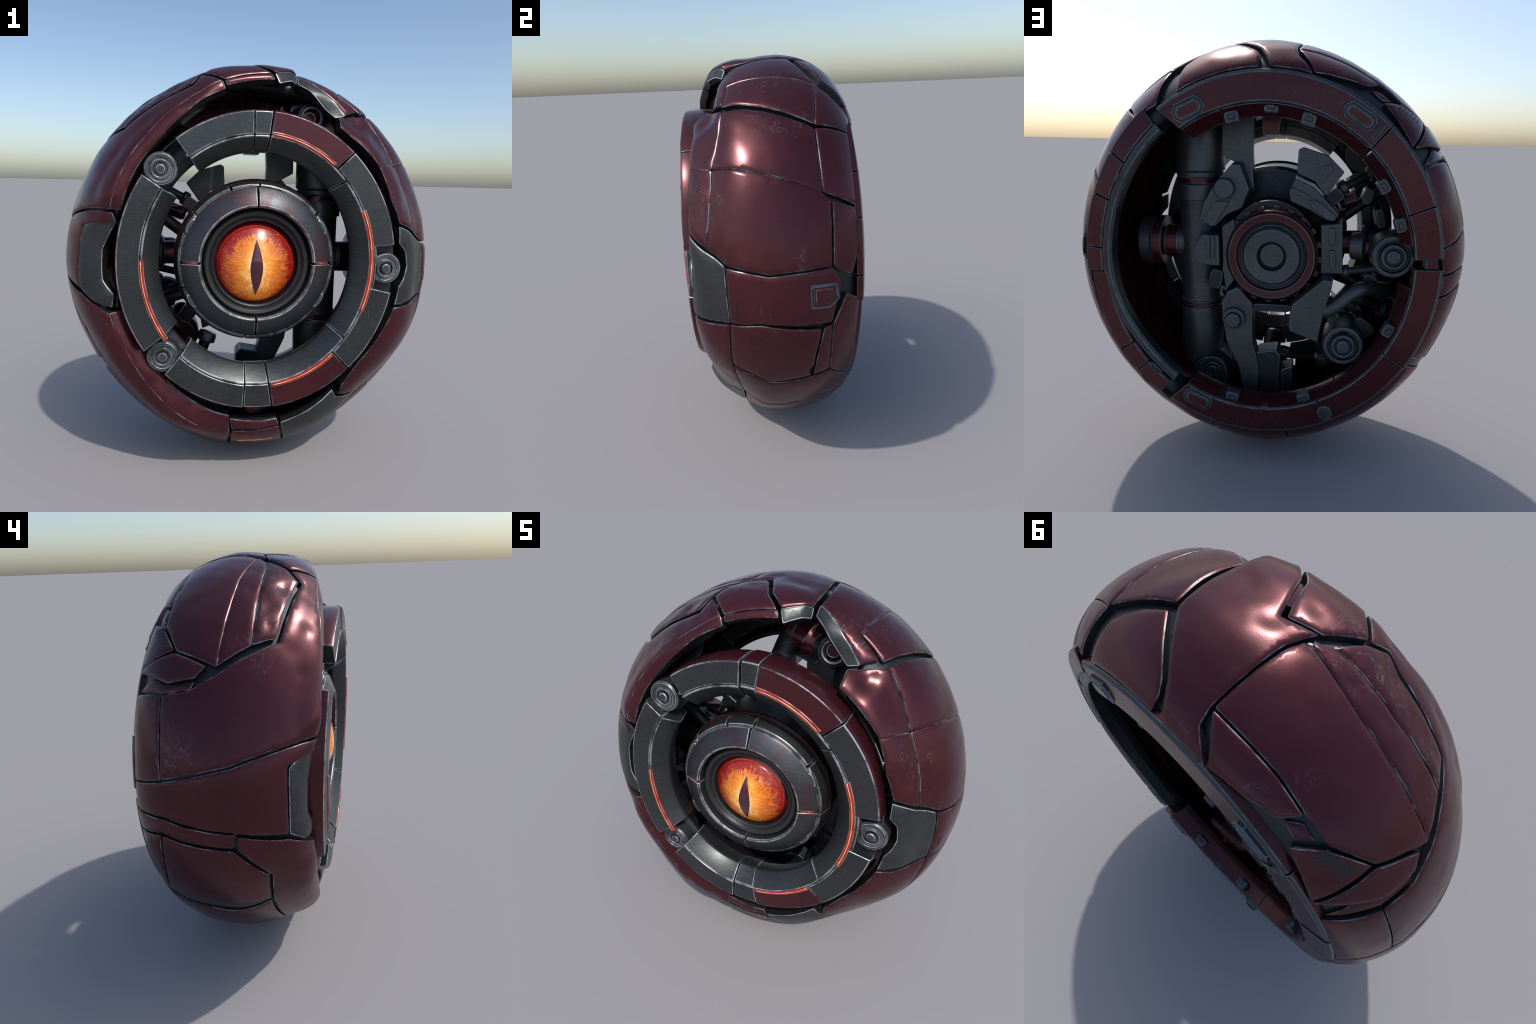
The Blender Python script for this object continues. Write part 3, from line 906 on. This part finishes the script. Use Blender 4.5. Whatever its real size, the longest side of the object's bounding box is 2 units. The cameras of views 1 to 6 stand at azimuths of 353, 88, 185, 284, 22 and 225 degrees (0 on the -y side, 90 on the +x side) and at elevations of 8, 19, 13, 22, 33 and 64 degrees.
# ------------------------------------------------------------------ machinery behind the eye
# upright piston
PX, PY = .362, .045
lathe('piston', [(0, .40), (0.099, .40), (0.102, .44), (0.110, .46), (0.113, .60), (0.113, .70), (0.106, .705), (0.106, .722), (0.113, .727), (0.113, .745),
                 (0.104, .75), (0.104, 1.25), (0.106, 1.26), (0.118, 1.262), (0.118, 1.335), (0.113, 1.34), (0.111, 1.345), (0.111, 1.37), (0.118, 1.375),
                 (0.118, 1.395), (0.108, 1.40), (0.122, 1.405), (0.122, 1.62), (0.102, 1.68), (0, 1.68)], (PX, PY, 0), axis=(0, 0, 1),
      mats=('steel', 'redflat', 'wback'), face_mats=[0] * 6 + [1, 1, 1] + [0] * 7 + [1, 1] + [0] * 6, n=48, bevel=.003, wear='wback')
# cross axle
lathe('axle', [(0, -.20), (.095, -.20), (.095, -.04), (.075, -.03), (.075, .04), (.082, .05), (.082, .115), (.128, .12), (.128, .17), (.12, .18),
               (.12, .235), (.09, .25), (0, .25)], (.42, .045, 1.04), axis=(1, 0, 0), mats=('steel', 'redflat', 'wback'),
      face_mats=[0, 0, 0, 0, 1, 1, 1, 1, 0, 0, 0, 0], n=40, bevel=.004, wear='wback')
lathe('axle', [(0, -.25), (.09, -.25), (.09, -.13), (.06, -.12), (.06, -.02), (.07, 0), (.07, .1), (0, .1)], (-.33, .03, 1.06), axis=(1, 0, 0),
      mats=('dark', 'redflat', 'wback'), face_mats=[0, 0, 0, 1, 1, 0, 0], n=36, bevel=.004, wear='wback')
# rear hub cap
lathe('hub_cap', [(0, .205), (.054, .205), (.060, .200), (.064, .192), (.072, .224), (.130, .232), (.137, .224), (.140, .205), (.148, .198), (.164, .205),
                  (.172, .224), (.206, .230), (.221, .215), (.230, .15), (.236, .07), (0, .07)], (-.018, 0, 1.012), axis=(0, 1, 0),
      mats=('steel', 'redflat', 'dark', 'wback'), face_mats=[0, 0, 2, 2, 0, 0, 0, 2, 2, 1, 1, 1, 1, 1, 1], n=64, bevel=.003, wear='wback')
for k in range(20):
    a = 18 * k + 4
    p = Vector((-.018 + .226 * cos(rad(a)), .145, 1.012 + .226 * sin(rad(a))))
    ob = plate('collar_tooth', [(-.020, -.020), (.020, -.020), (.020, .020), (-.020, .020)], -.06, .04, ('redflat',), .004, 'wback', taper=.7)
    ob.location, ob.rotation_euler = p, (0, -rad(a), 0)
# brackets
plate('bracket', [(.232, 1.70), (.076, 1.70), (.087, 1.515), (.079, 1.31), (.136, 1.43), (.232, 1.482)], .09, .15)
plate('bracket', [(0.173, 1.455), (0.131, 1.456), (0.083, 1.332), (0.125, 1.235), (0.197, 1.203), (0.259, 1.139), (0.277, 1.138), (0.342, 1.170),
                  (0.319, 1.253), (0.257, 1.362)], 0.135, 0.215, taper=.93)
plate('bracket_pad', [(0.257, 1.269), (0.185, 1.271), (0.255, 1.157), (0.274, 1.150), (0.307, 1.183)], 0.205, 0.233, bevel=.005)
lathe('bracket_boss', [(0, .022), (.042, .022), (.05, .014), (.052, -.02), (0, -.02)], (0.209, 0.220, 1.330), axis=(0, 1, 0), n=28, wear='wback')
plate('bracket', [(-0.136, 1.516), (-0.156, 1.527), (-0.270, 1.492), (-0.344, 1.421), (-0.266, 1.311), (-0.212, 1.378), (-0.131, 1.411)], 0.205, 0.270)
plate('bracket_pad', [(-0.222, 1.413), (-0.249, 1.448), (-0.288, 1.454), (-0.294, 1.432), (-0.251, 1.383), (-0.222, 1.390)], 0.265, 0.282, bevel=.004)
plate('bracket', [(-0.118, 1.396), (-0.212, 1.353), (-0.339, 1.223), (-0.318, 1.186), (-0.277, 1.191), (-0.199, 1.236), (-0.097, 1.280), (-0.085, 1.327)], 0.105, 0.235, taper=.92)
plate('bracket_pad', [(-0.209, 1.294), (-0.245, 1.278), (-0.317, 1.217), (-0.301, 1.197), (-0.271, 1.202), (-0.199, 1.258)], 0.225, 0.251, bevel=.005)
plate('bracket_pad', [(-0.107, 1.350), (-0.189, 1.309), (-0.204, 1.284), (-0.117, 1.319)], 0.225, 0.248, bevel=.005)
plate('bracket', [(-0.118, 0.789), (-0.271, 0.927), (-0.318, 0.924), (-0.314, 0.886), (-0.278, 0.747), (-0.252, 0.597), (-0.111, 0.652), (-0.105, 0.680)], 0.185, 0.270,
      taper=.95)
lathe('rivet', [(0, .006), (.012, .006), (.015, 0), (.015, -.02), (0, -.02)], (-0.195, 0.272, 0.768), axis=(0, 1, 0), n=20, wear='wback')
plate('bracket', [(0.234, 0.780), (0.205, 0.838), (0.149, 0.864), (0.073, 0.777), (0.070, 0.559), (0.030, 0.411), (0.040, 0.247), (0.108, 0.247), (0.149, 0.421),
                  (0.212, 0.556), (0.234, 0.687)], 0.105, 0.195, taper=.93)
lathe('bracket_boss', [(0, .034), (.034, .032), (.04, .022), (.042, .008), (.054, .006), (.056, -.02), (0, -.02)], (0.166, 0.215, 0.686), axis=(0, 1, 0), n=28,
      wear='wback').scale = (1, 1, 1)
plate('bracket', [(-0.242, 1.181), (-0.356, 1.192), (-0.367, 0.920), (-0.251, 0.915)], 0.045, 0.190, taper=.9)
plate('bracket_pad', [(-0.286, 1.156), (-0.314, 1.156), (-0.320, 1.074), (-0.289, 1.074)], 0.180, 0.207, bevel=.004)
plate('bracket_pad', [(-0.293, 1.048), (-0.320, 1.048), (-0.324, 0.966), (-0.312, 0.951), (-0.297, 0.966)], 0.180, 0.203, bevel=.004)
plate('bracket', [(0.359, 1.056), (0.317, 1.114), (0.234, 1.111), (0.229, 0.951), (0.331, 0.959), (0.357, 0.997)], 0.105, 0.225, taper=.94)
for k in (0, .022):
    plate('bracket_pad', [(.27 + k, 1.105), (.257 + k, 1.105), (.257 + k, .99), (.27 + k, .99)], 0.216, 0.237, bevel=.003)
plate('bracket', [(0.229, 1.151), (0.170, 1.192), (0.144, 1.110), (0.159, 0.885), (0.210, 0.813), (0.226, 0.926)], 0.045, 0.195, taper=.96)
# pipe, rollers and caps
tube('pipe', [(-.27, .24, .752), (-.33, .235, .782), (-.40, .22, .838), (-.46, .20, .864), (-.53, .15, .855), (-.60, .08, .83)], .036)
ROLL = [(0, .026), (.028, .026), (.033, .020), (.034, .004), (.042, .004), (.044, .020), (.056, .020), (.060, .008), (.061, -.012), (.074, -.012), (.076, .012),
        (.092, .012), (.100, .0), (.104, -.05), (.104, -.13), (.08, -.16), (0, -.16)]
lathe('roller', ROLL, (-0.376, 0.255, 0.593), axis=(0, 1, 0), mats=('steel', 'redflat', 'black', 'wback'), face_mats=[0, 0, 2, 2, 2, 0, 0, 0, 2, 2, 0, 0, 0, 1, 1, 1],
      wear='wback', n=40)
lathe('roller', ROLL, (-0.579, .305, 1.053), axis=(0, 1, 0), mats=('steel', 'dark', 'black', 'wback'), face_mats=[0, 0, 2, 2, 2, 0, 0, 0, 2, 2, 0, 0, 0, 1, 1, 1],
      wear='wback', n=40)
lathe('roller', [(r * .72, h) for r, h in ROLL], (.285, .15, .385), axis=(0, 1, 0), mats=('dark', 'black'), wear='wback', n=36)
lathe('joint', [(0, -.1), (.10, -.1), (.12, -.05), (.12, .05), (.09, .1), (0, .1)], (.30, .06, .36), axis=(0, 1, 0), mats=('dark', 'wback'), wear='wback')
plate('foot_block', [(.057, .499), (-.043, .517), (-.067, .488), (-.054, .2), (.018, .2)], .06, .18, ('dark',))
plate('foot_block', [(-.069, .406), (-.127, .428), (-.129, .352), (-.108, .2), (-.078, .2)], .06, .17, ('dark',))
plate('foot_block', [(.045, 1.70), (.04, 1.576), (-.038, 1.577), (-.055, 1.70)], .04, .16, ('redflat',))
lathe('nut', [(0, .04), (.034, .04), (.04, .03), (.04, -.03), (.03, -.05), (0, -.05)], (-.389, .028, 1.275), axis=(-.95, 0, .35), mats=('redflat', 'wback'),
      wear='wback', flats=6)
# strut cluster low on the left, and dark struts carrying the ring
for pts, r in (([(.02, -.10, 1.66), (.03, -.02, 1.74), (.05, .06, 1.82)], .05), ([(-.30, .0, .92), (-.42, .02, .86), (-.56, .0, .80), (-.70, .02, .74)], .026), ([(-.30, -.05, .88), (-.45, -.04, .82), (-.66, -.02, .70)], .030),
               ([(-.40, .15, .66), (-.46, .05, .56), (-.52, -.02, .46)], .05), ([(-.36, -.05, 1.18), (-.47, -.05, 1.26), (-.62, -.02, 1.36)], .03),
               ([(.0, -.22, .46), (.01, -.14, .38), (.02, -.02, .28)], .05),
               ([(.52, -.22, 1.05), (.62, -.12, 1.05), (.72, .02, 1.05)], .06), ([(-.52, -.22, 1.05), (-.62, -.12, 1.05), (-.72, .02, 1.05)], .06)):
    tube('strut', pts, r, ('dark',))
lathe('strut_collar', [(0, .03), (.05, .03), (.058, .02), (.058, -.02), (.05, -.03), (0, -.03)], (-.41, .13, .65), axis=(-.5, -.6, -.6), mats=('steel',))
lathe('ball_joint', [(0, .06)] + [(.06 * sin(rad(a)), .06 * cos(rad(a))) for a in range(15, 180, 15)] + [(0, -.06)], (-.372, .20, .69), mats=('dark',), bevel=0, n=28)
# actuator in the open crown
lathe('actuator', [(0, .0), (.07, 0), (.085, .02), (.085, .05), (.078, .055), (.078, .12), (.06, .16), (.06, .30), (0, .30)], (.02, .03, 1.765), axis=(.85, -.25, -.22),
      mats=('redflat', 'dark', 'wback'), face_mats=[0, 0, 0, 1, 0, 0, 1, 1], n=36, wear='wred')
lathe('actuator_cup', [(0, .0), (.03, 0), (.038, .012), (.042, .03), (.05, .034), (.066, .026), (.072, 0), (.075, -.09), (.05, -.14), (0, -.15)][::1],
      (.264, -.115, 1.748), axis=(.25, -.9, .12), mats=('dark', 'redin', 'wback'), face_mats=[1, 1, 1, 0, 0, 0, 0, 0, 0], n=32, bevel=.003)
plate('actuator_bracket', [(.18, 1.82), (.25, 1.84), (.31, 1.80), (.31, 1.74), (.28, 1.71), (.22, 1.71), (.18, 1.75)], -.02, .10, ('dark',), .02, 'wback', taper=.8)

# small linkages crowding the rear cavity: short rods with end collars, stub blocks
def rod(a, b, r, mats=('dark',), collar=('steel',)):
    a, b = Vector(a), Vector(b)
    d = (b - a)
    L = d.length
    c = (r * 1.55, r * 1.7)
    lathe('link_rod', [(0, 0), (c[0], 0), (c[1], r * .5), (c[1], r * 1.6), (r, r * 1.9), (r, L - r * 1.9), (c[1], L - r * 1.6), (c[1], L - r * .5),
                       (c[0], L), (0, L)], a, axis=d, mats=(mats[0], collar[0], 'wback'), face_mats=[1, 1, 1, 1, 0, 1, 1, 1, 1], n=24, bevel=.003,
          wear='wback')


rod((-.33, .10, 1.33), (-.50, .06, 1.42), .022)
rod((-.40, .12, 1.06), (-.56, .16, 1.06), .040, ('redflat',))
rod((-.36, .14, .93), (-.56, .18, .97), .020)
rod((-.42, .10, .80), (-.60, .02, .70), .024)
rod((-.22, .05, .62), (-.30, .02, .40), .030)
for (x, y, z), (w, d, h), t in (((-.47, .06, 1.30), (.06, .08, .09), .3), ((-.53, .10, 1.20), (.05, .10, .11), -.2), ((-.50, .12, .90), (.08, .07, .05), .5),
                                ((-.44, .06, .72), (.09, .08, .06), .9), 
                                ((.14, .04, .40), (.12, .10, .10), .1),
                                ((-.33, .05, .50), (.07, .10, .07), .8), ((.0, -.12, .37), (.20, .12, .05), 0)):
    c, n_ = cos(t), sin(t)
    q = [(x + u * w / 2 * c - v * h / 2 * n_, z + u * w / 2 * n_ + v * h / 2 * c) for u, v in ((-1, -.6), (-.6, -1), (.6, -1), (1, -.6), (1, .6), (.6, 1), (-.6, 1), (-1, .6))]
    plate('linkage_block', q, y - d / 2, y + d / 2, ('dark',), .006, 'wback', taper=.85)

for (x, y, z), (w, d, h), t in (((-.47, .12, .66), (.14, .14, .10), .6), ((-.34, .17, .70), (.12, .14, .08), .9), 
                                ((-.02, .12, .74), (.26, .12, .05), .0), ((.19, .12, 1.07), (.08, .14, .10), .1), ((.26, .13, .88), (.08, .12, .12), .2),
                                ((-.31, .10, 1.30), (.10, .12, .08), -.6)):
    c, n_ = cos(t), sin(t)
    q = [(x + u * w / 2 * c - v * h / 2 * n_, z + u * w / 2 * n_ + v * h / 2 * c) for u, v in ((-1, -.5), (-.7, -1), (.7, -1), (1, -.5), (1, .5), (.7, 1), (-.7, 1), (-1, .5))]
    plate('linkage_block', q, y - d / 2, y + d / 2, ('dark',), .006, 'wback', taper=.8)

plate('actuator_bracket', [(.03, 1.76), (.05, 1.66), (.16, 1.62), (.21, 1.68), (.20, 1.76), (.12, 1.80)], -.02, .10, ('dark',), .015, 'wback', taper=.85)
